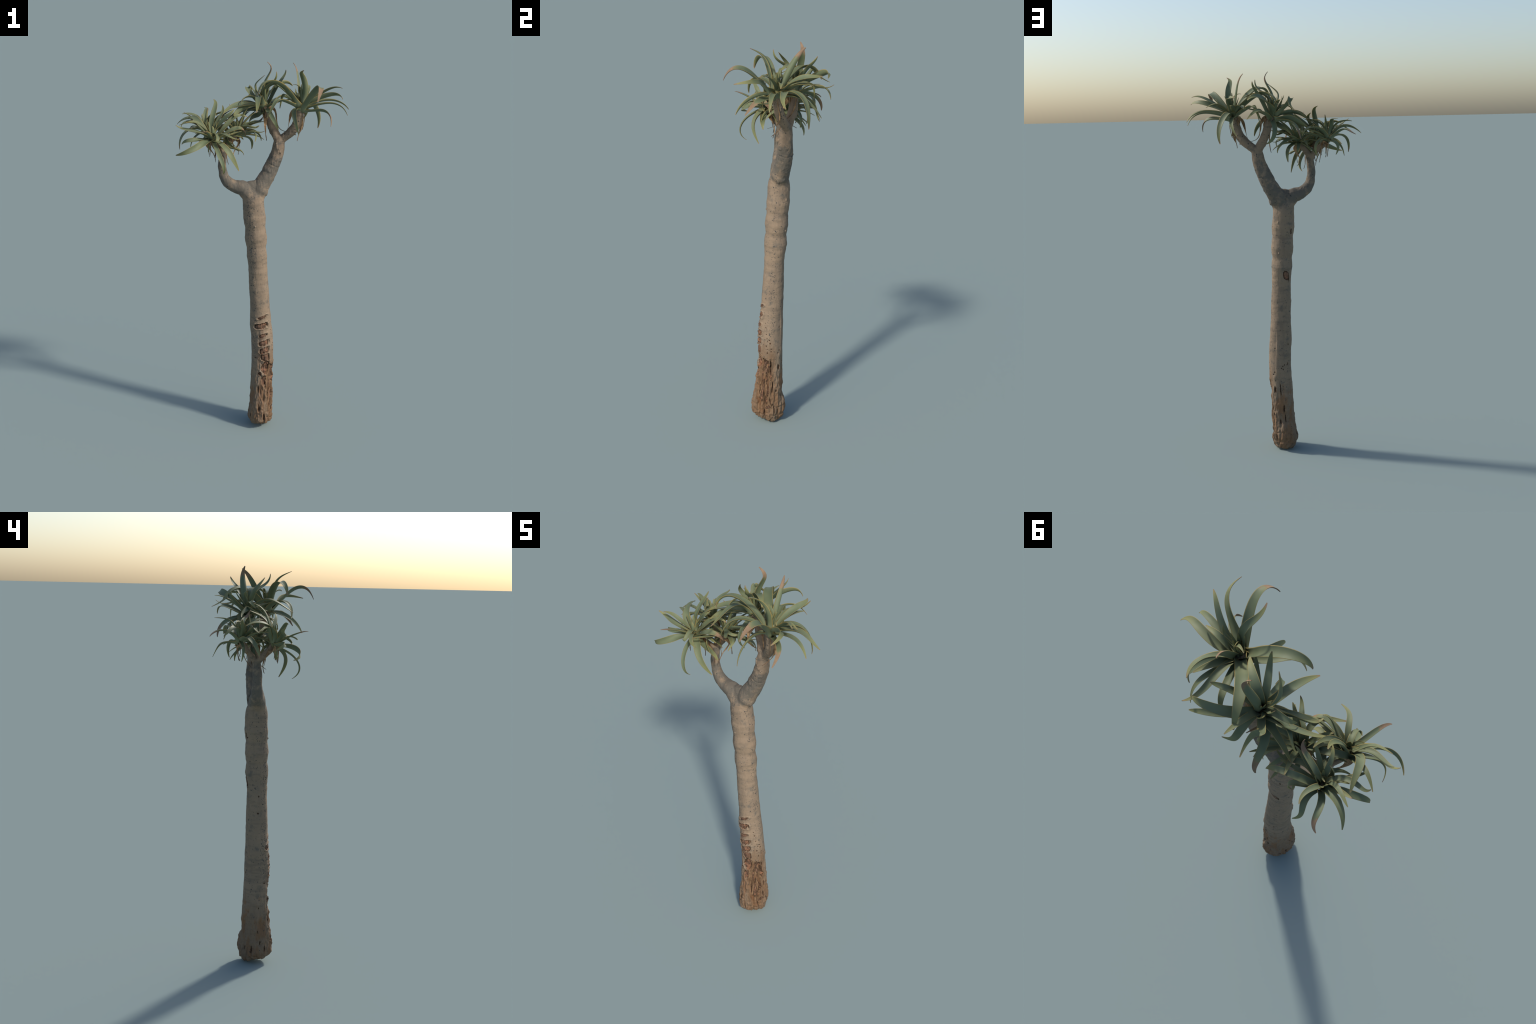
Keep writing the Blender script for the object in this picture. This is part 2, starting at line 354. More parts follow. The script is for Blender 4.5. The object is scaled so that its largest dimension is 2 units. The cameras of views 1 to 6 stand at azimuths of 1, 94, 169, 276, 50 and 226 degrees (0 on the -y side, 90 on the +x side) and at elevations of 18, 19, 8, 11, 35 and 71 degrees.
def leaf_material():
    m = Nodes("leaf_skin")
    co = m.coords()
    al = m.n("ShaderNodeAttribute", attribute_name="along").outputs["Fac"]
    ac = m.n("ShaderNodeAttribute", attribute_name="edge").outputs["Fac"]
    dry = m.n("ShaderNodeAttribute", attribute_type="OBJECT", attribute_name='["dry_tip"]').outputs["Fac"]
    rnd = m.n("ShaderNodeObjectInfo").outputs["Random"]
    ns = m.noise(co, 60, 4, 0.6)
    broad = m.noise(co, 14, 2, 0.5)
    c = m.mix(m.band(broad, 0.35, 0.65), (0.108, 0.130, 0.066), (0.146, 0.164, 0.086))
    c = m.mix(m.mul(rnd, 0.55), c, (0.108, 0.138, 0.080))
    c = m.mix(m.mul(m.band(al, 0.55, 0.98), 0.75), c, (0.205, 0.200, 0.070))          # yellow-green outer part
    c = m.mix(m.mul(m.band(al, 0.14, 0.0), 0.55), c, (0.235, 0.255, 0.150))           # pale clasping base
    c = m.mix(m.mul(m.band(ns, 0.62, 0.75), 0.25), c, (0.18, 0.12, 0.06))
    c = m.mix(m.mul(m.band(ac, 0.86, 0.985), 0.85), c, (0.30, 0.215, 0.065))          # horny yellow margin
    # withered tip, ragged border, pinkish brown
    rag = m.math("ADD", al, m.mul(m.math("SUBTRACT", ns, 0.5), 0.30))
    rag = m.math("ADD", rag, m.mul(ac, 0.03))
    k = m.math("ADD", rag, dry)
    dead = m.mix(ns, (0.122, 0.090, 0.056), (0.278, 0.212, 0.132))
    c = m.mix(m.band(k, 0.975, 1.05), c, dead)
    c = m.mix(m.mul(m.band(k, 0.92, 1.0), 0.25), c, (0.26, 0.12, 0.07))
    m.bump(ns, 0.12, 0.001)
    m.finish(c, m.band(k, 0.98, 1.03, 0.58, 0.85), 0.28)
    return m.mat


def dry_material():
    m = Nodes("withered_leaf")
    co = m.coords()
    s = m.noise(co, 55, 4, 0.65)
    f = m.noise(m.scaled(co, (1, 1, 0.25)), 160, 3, 0.6)
    al = m.n("ShaderNodeAttribute", attribute_name="along").outputs["Fac"]
    c = m.mix(m.band(s, 0.35, 0.68), (0.20, 0.115, 0.055), (0.43, 0.285, 0.155))
    c = m.mix(m.mul(m.band(f, 0.5, 0.7), 0.5), c, (0.13, 0.075, 0.04))
    c = m.mix(m.mul(m.band(al, 0.72, 1.0), 0.8), c, (0.085, 0.05, 0.035))
    m.bump(f, 0.6, 0.002)
    return m.finish(c, 0.85, 0.2)


def sheath_material():
    m = Nodes("leaf_sheath")
    co = m.coords()
    f = m.noise(m.scaled(co, (1, 1, 0.2)), 130, 4, 0.6)
    c = m.mix(m.band(f, 0.35, 0.65), (0.155, 0.105, 0.068), (0.32, 0.24, 0.165))
    m.bump(f, 0.7, 0.002)
    return m.finish(c, 0.85, 0.2)


MAT = dict(bark=bark_material(), wood=wood_material(), scar=scar_material(), crack=crack_material(),
           leaf=leaf_material(), dry=dry_material(), sheath=sheath_material())

# ------------------------------------------------------------------ woody skeleton
# trunk stations: height, axis x, axis y, half width along x, half width along y
TRUNK = [
    (0.000, -0.036, -0.011, 0.047, 0.058), (0.006, -0.036, -0.010, 0.055, 0.068), (0.030, -0.037, -0.008, 0.0635, 0.081),
    (0.060, -0.036, -0.009, 0.0635, 0.087), (0.100, -0.034, -0.009, 0.061, 0.085), (0.150, -0.031, -0.013, 0.0585, 0.0745),
    (0.200, -0.028, -0.010, 0.057, 0.0675), (0.250, -0.028, -0.007, 0.056, 0.066), (0.300, -0.026, -0.006, 0.0565, 0.063),
    (0.350, -0.023, -0.006, 0.0565, 0.061), (0.400, -0.019, -0.007, 0.0585, 0.060), (0.450, -0.018, -0.008, 0.0575, 0.0595),
    (0.500, -0.020, -0.009, 0.0565, 0.060), (0.550, -0.021, -0.008, 0.056, 0.058), (0.600, -0.0245, -0.008, 0.0565, 0.056),
    (0.700, -0.026, -0.008, 0.0515, 0.0545), (0.800, -0.030, -0.006, 0.051, 0.052), (0.900, -0.034, -0.0055, 0.049, 0.049),
    (0.980, -0.037, -0.002, 0.052, 0.0545), (1.015, -0.0385, -0.002, 0.053, 0.0550), (1.055, -0.040, 0.000, 0.0545, 0.0535),
    (1.100, -0.042, 0.001, 0.0560, 0.0555), (1.155, -0.044, 0.001, 0.0545, 0.0540), (1.200, -0.046, 0.002, 0.0565, 0.0555),
    (1.250, -0.049, 0.003, 0.0545, 0.0550), (1.280, -0.051, 0.003, 0.0540, 0.0545), (1.315, -0.052, 0.003, 0.0535, 0.0480),
    (1.345, -0.055, 0.003, 0.048, 0.036), (1.375, -0.060, 0.002, 0.042, 0.025), (1.396, -0.064, 0.001, 0.028, 0.014),
]
# limbs and stems: x, y, z, radius
RIGHT_LIMB = [(-0.040, 0.006, 1.310, 0.040), (-0.015, 0.014, 1.360, 0.0425), (0.002, 0.022, 1.388, 0.0410), (0.035, 0.031, 1.440, 0.0370),
              (0.057, 0.035, 1.491, 0.0350), (0.078, 0.036, 1.541, 0.0322), (0.0855, 0.037, 1.578, 0.0302), (0.092, 0.040, 1.610, 0.0265)]
LEFT_LIMB = [(-0.060, 0.000, 1.310, 0.040), (-0.082, -0.003, 1.342, 0.040), (-0.105, -0.005, 1.365, 0.0375), (-0.130, -0.007, 1.371, 0.0348), (-0.153, -0.009, 1.380, 0.0312),
             (-0.182, -0.012, 1.402, 0.0282), (-0.2000, -0.0133, 1.428, 0.0240), (-0.2052, -0.014, 1.456, 0.0212), (-0.2085, -0.0143, 1.488, 0.0206), (-0.204, -0.012, 1.520, 0.0202), (-0.199, -0.009, 1.553, 0.0190)]
STEMS = {
    "A": [(0.090, 0.040, 1.600, 0.022), (0.122, 0.034, 1.626, 0.0220), (0.152, 0.021, 1.655, 0.0212), (0.177, 0.007, 1.695, 0.0200), (0.190, -0.003, 1.745, 0.0200), (0.201, -0.010, 1.785, 0.0185)],
    "B": [(0.088, 0.040, 1.598, 0.022), (0.072, 0.048, 1.630, 0.0225), (0.055, 0.058, 1.665, 0.0215), (0.040, 0.064, 1.705, 0.0200), (0.026, 0.065, 1.745, 0.0200), (0.014, 0.062, 1.775, 0.0185)],
    "C": [(-0.200, -0.009, 1.545, 0.0160), (-0.216, -0.024, 1.566, 0.0152), (-0.234, -0.050, 1.592, 0.0145), (-0.246, -0.078, 1.622, 0.0150), (-0.249, -0.094, 1.646, 0.0140)],
    "D": [(-0.200, -0.009, 1.548, 0.0160), (-0.212, 0.010, 1.578, 0.0150), (-0.236, 0.032, 1.605, 0.0140), (-0.264, 0.048, 1.632, 0.0150), (-0.282, 0.056, 1.657, 0.0140)],
    "E": [(-0.198, -0.008, 1.550, 0.0155), (-0.186, 0.006, 1.580, 0.0145), (-0.165, 0.013, 1.606, 0.0135), (-0.146, 0.011, 1.630, 0.0140), (-0.137, 0.010, 1.646, 0.0135)],
}
# swellings where limbs break out of the stem: x, y, z, radius
KNOBS = [(-0.016, 0.012, 1.352, 0.0430), (0.036, 0.031, 1.450, 0.0378), (0.090, 0.040, 1.606, 0.0265), (-0.199, -0.009, 1.553, 0.0195),
         (-0.056, 0.003, 1.300, 0.050)]


def tube(bm, axis, radii_a, radii_b=None, sides=36, frame=None):
    radii_b = radii_a if radii_b is None else radii_b
    rings = []
    T = np.gradient(axis, axis=0)
    u = frame if frame is not None else unit(np.cross(unit(T[0]), (0.3, 1, 0.1)))
    for p, t, ra, rb in zip(axis, T, radii_a, radii_b):
        t = unit(t)
        u = unit(u - t * (u @ t))
        v = np.cross(t, u)
        rings.append([bm.verts.new(p + u * ra * math.cos(a) + v * rb * math.sin(a)) for a in np.linspace(0, math.tau, sides, endpoint=False)])
    for r0, r1 in zip(rings, rings[1:]):
        for i in range(sides):
            bm.faces.new((r0[i], r0[(i + 1) % sides], r1[(i + 1) % sides], r1[i]))
    bm.faces.new(rings[0][::-1])
    bm.faces.new(rings[-1])


def raw_skeleton():
    bm = bmesh.new()
    S = spline(TRUNK, 6)
    tube(bm, S[:, [1, 2, 0]], S[:, 3], S[:, 4], 64, np.array((1.0, 0, 0)))
    for path in (RIGHT_LIMB, LEFT_LIMB, *STEMS.values()):
        S = spline(path, 8)
        tube(bm, S[:, :3], S[:, 3])
    for x, y, z, r in KNOBS:
        made = bmesh.ops.create_icosphere(bm, subdivisions=4, radius=r)["verts"]
        for v in made:
            v.co = v.co + Vector((x, y, z))
    me = bpy.data.meshes.new("skeleton")
    bm.to_mesh(me)
    bm.free()
    ob = link(bpy.data.objects.new("skeleton", me))
    re = ob.modifiers.new("remesh", "REMESH")
    re.mode, re.voxel_size, re.adaptivity = "VOXEL", VOXEL, 0.0
    sm = ob.modifiers.new("smooth", "SMOOTH")
    sm.factor, sm.iterations = 0.5, 18
    dg = bpy.context.evaluated_depsgraph_get()
    ev = ob.evaluated_get(dg)
    em = ev.to_mesh()
    co = np.empty(len(em.vertices) * 3)
    em.vertices.foreach_get("co", co)
    no = np.empty(len(em.vertices) * 3)
    em.vertices.foreach_get("normal", no)
    faces = [tuple(p.vertices) for p in em.polygons]
    ev.to_mesh_clear()
    bpy.data.objects.remove(ob)
    bpy.data.meshes.remove(me)
    return co.reshape(-1, 3), no.reshape(-1, 3), faces


VOXEL = 0.0022
co, no, faces = raw_skeleton()

# ------------------------------------------------------------------ bark relief
stations = np.array(TRUNK)
ax = np.interp(co[:, 2], stations[:, 0], stations[:, 1])
ay = np.interp(co[:, 2], stations[:, 0], stations[:, 2])
RAD = np.interp(co[:, 2], stations[:, 0], (stations[:, 3] + stations[:, 4]) / 2)
AZ = np.degrees(np.arctan2(co[:, 0] - ax, -(co[:, 1] - ay)))            # 0 faces -y, 90 faces +x
Z = co[:, 2]
on_trunk = (Z < 1.30).astype(float)


def turn(az):
    """Signed distance round the trunk from a bearing, in metres along the bark."""
    return np.radians((AZ - az + 180) % 360 - 180) * RAD


def blob(az, z, hw, hh, tilt=0.0, power=2.0):
    """1 at the centre of an oval on the bark, 0 at its edge and beyond (negative outside)."""
    s = turn(az)
    h = Z - z - tilt * s
    return (1 - (np.abs(s / hw) ** power + np.abs(h / hh) ** power) ** (1 / power)) * on_trunk - (1 - on_trunk)


N_soft = fbm(co, (9, 9, 4), 2, 3.1)
N_mid = fbm(co, (30, 30, 13), 3, 1.3)
N_ridge = 1 - np.abs(fbm(co, (34, 34, 7), 3, 5.7)) * 2
N_fine = fbm(co, (150, 150, 60), 2, 8.2)
N_ring = fbm(co, (7, 7, 24), 3, 2.2)

disp = 0.0014 + N_soft * 0.0026 + N_mid * 0.0012 + N_fine * 0.0003 + N_ring * 0.0013 * on_trunk * smoothstep(0.45, 0.80, Z)
old = smoothstep(0.46, 0.20, Z)                                             # rugged old foot
front = np.exp(-(turn(60) / 0.085) ** 2)                                   # its sunny side is the most torn
disp += old * (N_mid * 0.0034 + (N_ridge - 0.5) * 0.0036 * (0.55 + front) + N_fine * 0.0008)
rock = smoothstep(0.17, 0.06, Z)
cellular = np.array([noise.voronoi(Vector((p[0] * 30, p[1] * 30, p[2] * 22)))[0] for p in co[Z < 0.2]])
facet = np.zeros(len(co))
facet[Z < 0.2] = [d[1] - d[0] for d in cellular]
disp += rock * (np.clip(facet, 0, 0.35) - 0.2) * 0.014

slot = np.zeros(len(co), int)                                               # 0 bark 1 wood 2 scar 3 crack

# bare wood where the bark has gone: a tall panel on the +x side of the foot
wave = N_mid * 0.010
panel_s = turn(66)
panel_top = 0.372 + 0.25 * np.clip(-panel_s, -0.02, 0.02) + wave * 1.3 + 0.030 * (N_ridge - 0.4)
inside = np.minimum(np.minimum(panel_s + 0.040 + wave * 1.0 + 0.006 * (N_ridge - 0.5), 0.034 - panel_s + wave * 0.6), np.minimum(panel_top - Z, Z - 0.035 - wave))
panel = smoothstep(0.0, 0.004, inside) * on_trunk
disp += -(0.0075 + 0.0065 * smoothstep(-0.02, 0.03, panel_s)) * panel * smoothstep(0.02, 0.12, Z) + 0.0022 * smoothstep(0.008, 0.0, np.abs(inside + 0.004)) * on_trunk
slot[(inside > 0.0015) & (Z < 1.3)] = 1
disp += 0.0060 * np.exp(-(turn(128) / 0.030) ** 2) * smoothstep(0.03, 0.10, Z) * smoothstep(0.40, 0.30, Z)
# lower edge strip at the front, z .24 downwards
for az, z, hw, hh, tilt in ((32, 0.19, 0.014, 0.055, 0.1),):
    b = blob(az, z, hw, hh, tilt, 3)
    disp -= 0.002 * smoothstep(0, 0.3, b)

# dark islands of older bark left on the panel
for az, z, hw, hh, tilt in ((61, 0.190, 0.0075, 0.060, -0.0), (90, 0.182, 0.0055, 0.030, 0), (81, 0.118, 0.0055, 0.022, 0), (67, 0.352, 0.0055, 0.026, 0), (74, 0.362, 0.0045, 0.016, 0), (58, 0.340, 0.003, 0.030, 0), (84, 0.338, 0.0035, 0.034, 0), (50, 0.275, 0.0028, 0.045, 0), (77, 0.255, 0.0025, 0.035, 0),
                            (71, 0.312, 0.0065, 0.014, 0), (84, 0.074, 0.010, 0.007, 0), (72, 0.060, 0.007, 0.005, 0), (95, 0.085, 0.008, 0.010, 0), (98, 0.300, 0.003, 0.05, 0)):
    b = blob(az, z, hw, hh, 2.2 if hh > 0.05 else tilt, 1.7) + N_mid * 0.45 + N_fine * 0.12
    disp += 0.0014 * smoothstep(0, 0.35, b)
    rim = (b > -0.12) & (b < 0.22)
    slot[b >= 0.22] = 2
    slot[rim & (Z < 0.5)] = 3

# ladder of healed wounds up the front
front_swell = smoothstep(0.42, 0.46, Z) * smoothstep(0.66, 0.60, Z) * np.exp(-(turn(12) / 0.03) ** 2)
disp += 0.0030 * front_swell + 0.0030 * N_ridge * np.exp(-(turn(8) / 0.028) ** 2) * smoothstep(0.68, 0.50, Z) * on_trunk - 0.0015 * np.exp(-(turn(8) / 0.028) ** 2) * smoothstep(0.68, 0.50, Z) * on_trunk
for az, z, hw, hh, tilt in ((8, 0.660, 0.026, 0.0075, 0.30), (352, 0.608, 0.034, 0.0165, 0.14), (5, 0.556, 0.025, 0.0100, 0.26), (8, 0.512, 0.029, 0.0150, 0.24),
                            (9, 0.470, 0.027, 0.0155, 0.20), (11, 0.427, 0.025, 0.0190, 0.12), (14, 0.364, 0.023, 0.0340, 0.0), (12, 0.290, 0.010, 0.0260, 0.0), (350, 0.332, 0.008, 0.010, 0.0)):
    sx = turn(az) / hw
    b = blob(az, z, hw, hh, tilt, 3.0) + N_mid * 0.34 + N_fine * 0.10 + 0.22 * np.clip(sx, -1, 1)
    lip = np.exp(-((b + 0.20) / 0.17) ** 2)
    upper = smoothstep(-0.6, 0.6, (Z - z) / hh)                                  # the upper rim overhangs
    groove = np.exp(-((b - 0.13) / 0.13) ** 2) * (0.55 + 0.45 * upper)
    heart = smoothstep(0.25, 0.75, b)
    disp += 0.0042 * lip - 0.0085 * groove + ((0.0022 + 0.0045 * N_ridge * 0.4) * heart if z > 0.40 else -0.006 * smoothstep(0.0, 0.4, b))
    slot[b > 0.10] = 2
    slot[(b > 0.02) & (b <= 0.11 + 0.10 * upper) & (b + 0.15 * N_fine > 0.03)] = 3  # dark outline, broadened at the upper rim: the overhang's shadow painted in crack colour

# upright splits, pits and slots: bearing, height, half width, half height, depth
SPLITS = [(163, 0.335, 0.0028, 0.048, 0.007), (175, 0.228, 0.0042, 0.030, 0.009), (179, 0.170, 0.0028, 0.032, 0.007), (134, 0.333, 0.0050, 0.022, 0.008),
          (157, 0.150, 0.0042, 0.022, 0.006), (130, 0.191, 0.0055, 0.012, 0.006), (98, 0.325, 0.0046, 0.058, 0.013), (42, 0.190, 0.0035, 0.060, 0.011), (112, 0.210, 0.0040, 0.050, 0.010), (75, 0.045, 0.004, 0.030, 0.008), (120, 0.070, 0.004, 0.040, 0.009), (15, 0.060, 0.004, 0.036, 0.008), (140, 0.332, 0.0030, 0.022, 0.006),
          (353, 0.112, 0.0070, 0.020, 0.008), (346, 0.235, 0.0050, 0.030, 0.006), (300, 0.100, 0.0034, 0.018, 0.006), (232, 0.070, 0.0034, 0.016, 0.006),
          (261, 0.060, 0.0045, 0.030, 0.006), (318, 0.066, 0.0040, 0.026, 0.006), (285, 0.163, 0.0026, 0.012, 0.004), (295, 0.293, 0.0026, 0.008, 0.004),
          (216, 0.577, 0.0030, 0.007, 0.003), (104, 0.120, 0.0045, 0.030, 0.007), (112, 0.100, 0.004, 0.012, 0.006)]
PITS = [(62, 0.578), (66, 0.555), (71, 0.519), (76, 0.497), (93, 0.472), (98, 0.440), (98, 0.426), (79, 0.417), (133, 0.416), (80, 0.48), (64, 0.488), (72, 0.455),
        (88, 0.490), (78, 0.437), (184, 0.445), (182, 0.462), (190, 0.470), (211, 0.475), (207, 0.468), (175, 0.452), (209, 0.580), (140, 0.557), (141, 0.430), (166, 0.658)]
for az, z, hw, hh, depth in SPLITS:
    b = blob(az, z, hw, hh, 0, 1.7)
    disp -= depth * smoothstep(-0.25, 0.7, b)
    slot[b > 0.30] = 3
for i, (az, z) in enumerate(PITS):
    size = 0.0024 + 0.0018 * ((i * 37) % 10) / 10
    b = blob(az, z, size, size * 1.5)
    disp -= 0.003 * smoothstep(-0.2, 0.6, b)
    slot[b > 0.25] = 3
# sidelong nicks
for az, z, hw, hh, tilt in ((322, 0.423, 0.011, 0.0026, -0.1), (282, 0.791, 0.008, 0.0036, 0), (286, 0.878, 0.0036, 0.0055, 0), (216, 1.185, 0.0045, 0.015, 0), (221, 1.172, 0.010, 0.0030, 0.4),
                            (214, 0.931, 0.0030, 0.022, 0)):
    b = blob(az, z, hw, hh, tilt)
    disp -= 0.003 * smoothstep(-0.2, 0.6, b)
    slot[b > 0.2] = 3
# rounded knot scar on the shaded side
b = blob(195, 0.950, 0.0165, 0.024, 0.0, 2.4)
b = np.where(b > -0.6, b - turn(195) / 0.0165 * (Z - 0.950) / 0.024 * 0.3, b)
disp += -0.0020 * np.exp(-((b - 0.10) / 0.12) ** 2)
slot[(b > 0.02) & (b < 0.22)] = 3
slot[(b >= 0.22)] = 2
# nubs and warts
for az, z, r, h in ((1, 1.167, 0.006, 0.0045), (150, 1.067, 0.007, 0.004), (140, 1.228, 0.009, 0.003), (317, 0.63, 0.02, 0.003), (40, 0.385, 0.012, 0.005), (140, 0.40, 0.018, 0.004),
                    (133, 0.19, 0.02, 0.004), (140, 0.25, 0.02, 0.004), (120, 0.06, 0.028, 0.004)):
    disp += h * smoothstep(0, 0.9, blob(az, z, r, r * 1.2))
# a long flake of bark on the back edge, z .45 to .65
s = turn(146)
disp += 0.0022 * smoothstep(-0.002, 0.004, s) * smoothstep(0.045, 0.015, s) * smoothstep(0.40, 0.44, Z) * smoothstep(0.68, 0.60, Z)
disp += 0.0016 * smoothstep(0.03, 0.0, np.abs(turn(105) + 0.01 * N_soft)) * smoothstep(0.42, 0.46, Z) * smoothstep(0.62, 0.56, Z)

# growth rings on the smooth upper trunk and creases under the limb collars
for z, h in ((0.99, 0.0010), (1.045, -0.0018), (1.095, 0.0012), (1.150, -0.0014), (1.21, 0.0012), (0.935, -0.0006)):
    disp += 1.5 * h * np.exp(-((Z - z - 0.008 * N_soft) / 0.014) ** 2) * on_trunk
limb = 1 - on_trunk
disp += limb * (N_mid * 0.0010)
d_collar = np.abs((co - np.array((0.050, 0.022, 1.480))) @ unit(np.array((0.45, 0.08, 0.88))) - 0.004 * N_soft)
disp -= 0.0016 * smoothstep(0.006, 0.0, d_collar) * (co[:, 0] > -0.02) * limb

co = co + no * disp[:, None]
co[:, 2] -= co[:, 2].min() * smoothstep(0.3, 0.0, co[:, 2])


def region(p):
    """Which named part a point of the wood belongs to."""
    x, y, z = p
    if x > 0.02 and z > 1.606 and not (z < 1.615 and abs(x - 0.09) < 0.006):
        return "stem_A" if (x - 0.09) > 0.10 * (z - 1.6) and x > 0.088 else "stem_B"
    if x < -0.10 and z > 1.560:
        if y < -0.012 - 0.15 * (z - 1.56) and x < -0.19:
            return "stem_C"
        return "stem_E" if x > -0.197 + 0.1 * (z - 1.56) else "stem_D"
    if z < 1.315 and abs(x + 0.05) < 0.09:
        return "trunk"
    return "right_limb" if x + 0.055 > -0.4 * (z - 1.36) * 0 and x > -0.050 else "left_limb"


tree = link(bpy.data.objects.new("tree_aloe", None))
tree.empty_display_size = 0.2
tree["label"] = "tall slender tree aloe with forked trunk and five leaf rosettes"
tree["category"] = "tree"

whole = bpy.data.meshes.new("whole_wood")
whole.from_pydata(co.tolist(), [], faces)
whole.update()
vn = np.empty(len(co) * 3)
whole.vertices.foreach_get("normal", vn)
vn = vn.reshape(-1, 3)
F = np.array(faces)
centre = co[F].mean(1)
names = np.array([region(c) for c in centre])
fslot = np.sort(slot[F], axis=1)[:, 2]
PART_NAME = {"trunk": "trunk", "right_limb": "limb", "left_limb": "limb", "stem_A": "stem", "stem_B": "stem", "stem_C": "stem", "stem_D": "stem", "stem_E": "stem"}
wood_parts = {}
for key, label in PART_NAME.items():
    pick = np.flatnonzero(names == key)
    used = np.unique(F[pick])
    lut = np.full(len(co), -1)
    lut[used] = np.arange(len(used))
    me = bpy.data.meshes.new(label)
    me.from_pydata(co[used].tolist(), [], lut[F[pick]].tolist())
    for k in ("bark", "wood", "scar", "crack"):
        me.materials.append(MAT[k])
    me.polygons.foreach_set("material_index", fslot[pick].astype(np.int32))
    me.polygons.foreach_set("use_smooth", np.ones(len(pick), bool))
    me.update()
    me.normals_split_custom_set_from_vertices(vn[used].tolist())
    wood_parts[key] = link(bpy.data.objects.new(label, me), tree)
bpy.data.meshes.remove(whole)
for key in ("stem_A", "stem_B"):
    wood_parts[key].parent = wood_parts["right_limb"]
for key in ("stem_C", "stem_D", "stem_E"):
    wood_parts[key].parent = wood_parts["left_limb"]


# ------------------------------------------------------------------ leaves
def leaf_mesh(name, ctrl, width, seed, rings=34, thick=0.26, channel=0.44, crumple=0.0, taper=1.0, half=6, face=None, roll=1, tilt=0):
    """A fleshy channelled blade swept along its spine: widest near the base, drawn out to a point."""
    r = random.Random(seed)
    t = np.linspace(0, 1, rings) ** 0.95
    P = bezier(ctrl, t * (1.0 if crumple else 1.02))
    T = np.gradient(P, axis=0)
    T /= np.linalg.norm(T, axis=1)[:, None]
    out = P[int(rings * 0.55)] - P[0]
    out = unit(np.array((out[0], out[1], 0.0)) + 1e-5)
    if face is not None:
        out = np.array((math.sin(math.radians(face)), -math.cos(math.radians(face)), 0.0))
    side = unit(np.cross(out, (0, 0, 1.0)))                    # across the blade
    # a thin blade bends about its own width, so where the spine bows sideways the blade rolls with it
    lying = side
    _, size, axes = np.linalg.svd(P - P.mean(0), full_matrices=False)
    bow = axes[2] * (1 if axes[2] @ side >= 0 else -1)
    size = size / math.sqrt(rings)
    follow = roll * float(smoothstep(0.004, 0.010, size[1])) * float(smoothstep(1.5, 3.5, size[1] / max(size[2], 1e-4))) if face is None and not crumple else 0.0
    twist = r.uniform(-0.15, 0.15)
    if crumple:
        phase, turns = r.uniform(0, 6), r.uniform(1.2, 2.4) * r.choice((-1, 1))
    verts, along, edge = [], [], []
    us = np.linspace(-1, 1, 2 * half + 1)
    us = np.sign(us) * np.abs(us) ** 0.8
    m = len(us)
    loops = []
    for i in range(rings):
        if follow:
            k = follow * float(smoothstep(0.0, 0.55, t[i]))
            side = unit(lying * (1 - k) + bow * k)
        s = unit(side - T[i] * (side @ T[i]))
        if not follow:
            side = s
        a = twist * t[i] + math.radians(tilt) * float(smoothstep(0.02, 0.35, t[i]))
        if crumple:
            a += turns * t[i] * 1.6 + 0.4 * math.sin(9 * t[i] + phase)
        n = np.cross(s, T[i])
        s2 = s * math.cos(a) + n * math.sin(a)
        n2 = np.cross(s2, T[i])
        x = t[i]
        # outline of the blade
        prof = (0.86 + 0.14 * min(1, x / 0.25)) * (1 - max(0.0, (x - 0.18) / 0.82) ** 2.2) ** 0.80
        clasp = max(0.0, 1 - x / 0.13) ** 2 if not crumple else 0.0
        prof *= 1 + 0.25 * clasp
        prof = max(prof, 0.05 * (1 - x)) * taper
        if crumple:
            prof = (1 - x) ** 0.25 * (0.15 + 0.85 * (1 - min(1.0, x / 0.80)) ** 1.15) * (0.8 + 0.25 * math.sin(8 * x + phase))
        w = max(width * 0.5 * prof, 0.0005)
        th = thick * width * (0.55 + 0.45 * (1 - x)) * min(1.0, prof * 1.3) * 0.5 + 0.0004
        cup = channel * w * (1.25 - 0.8 * x + 1.6 * clasp)
        top, bot = [], []
        for u in us:
            e = abs(u)
            z0 = cup * (u * u - 0.45)
            fat = th * (1 - e ** 2.2)
            wob = 0.0
            if crumple:
                wob = crumple * width * math.sin(5 * u + 11 * x + phase)
            top.append(P[i] + s2 * w * u + n2 * (z0 + fat * 0.45 + wob + 0.00035))
            bot.append(P[i] + s2 * w * u + n2 * (z0 - fat * 1.0 + wob - 0.00035))
        base = len(verts)
        verts += top + bot[::-1]
        for u in list(us) + list(us[::-1]):
            along.append(x)
            edge.append(abs(u) * (1 if not crumple else 0.5))
        loops.append(range(base, base + 2 * m))
    faces = []
    for l0, l1 in zip(loops, loops[1:]):
        k = len(l0)
        for j in range(k):
            faces.append((l0[j], l0[(j + 1) % k], l1[(j + 1) % k], l1[j]))
    faces.append(tuple(loops[0])[::-1])
    faces.append(tuple(loops[-1]))
    me = bpy.data.meshes.new(name)
    me.from_pydata([tuple(v) for v in verts], [], faces)
    me.attributes.new("along", "FLOAT", "POINT").data.foreach_set("value", along)
    me.attributes.new("edge", "FLOAT", "POINT").data.foreach_set("value", edge)
    me.polygons.foreach_set("use_smooth", np.ones(len(faces), bool))
    bm = bmesh.new()
    bm.from_mesh(me)
    bmesh.ops.recalc_face_normals(bm, faces=bm.faces)
    bm.to_mesh(me)
    bm.free()
    return me


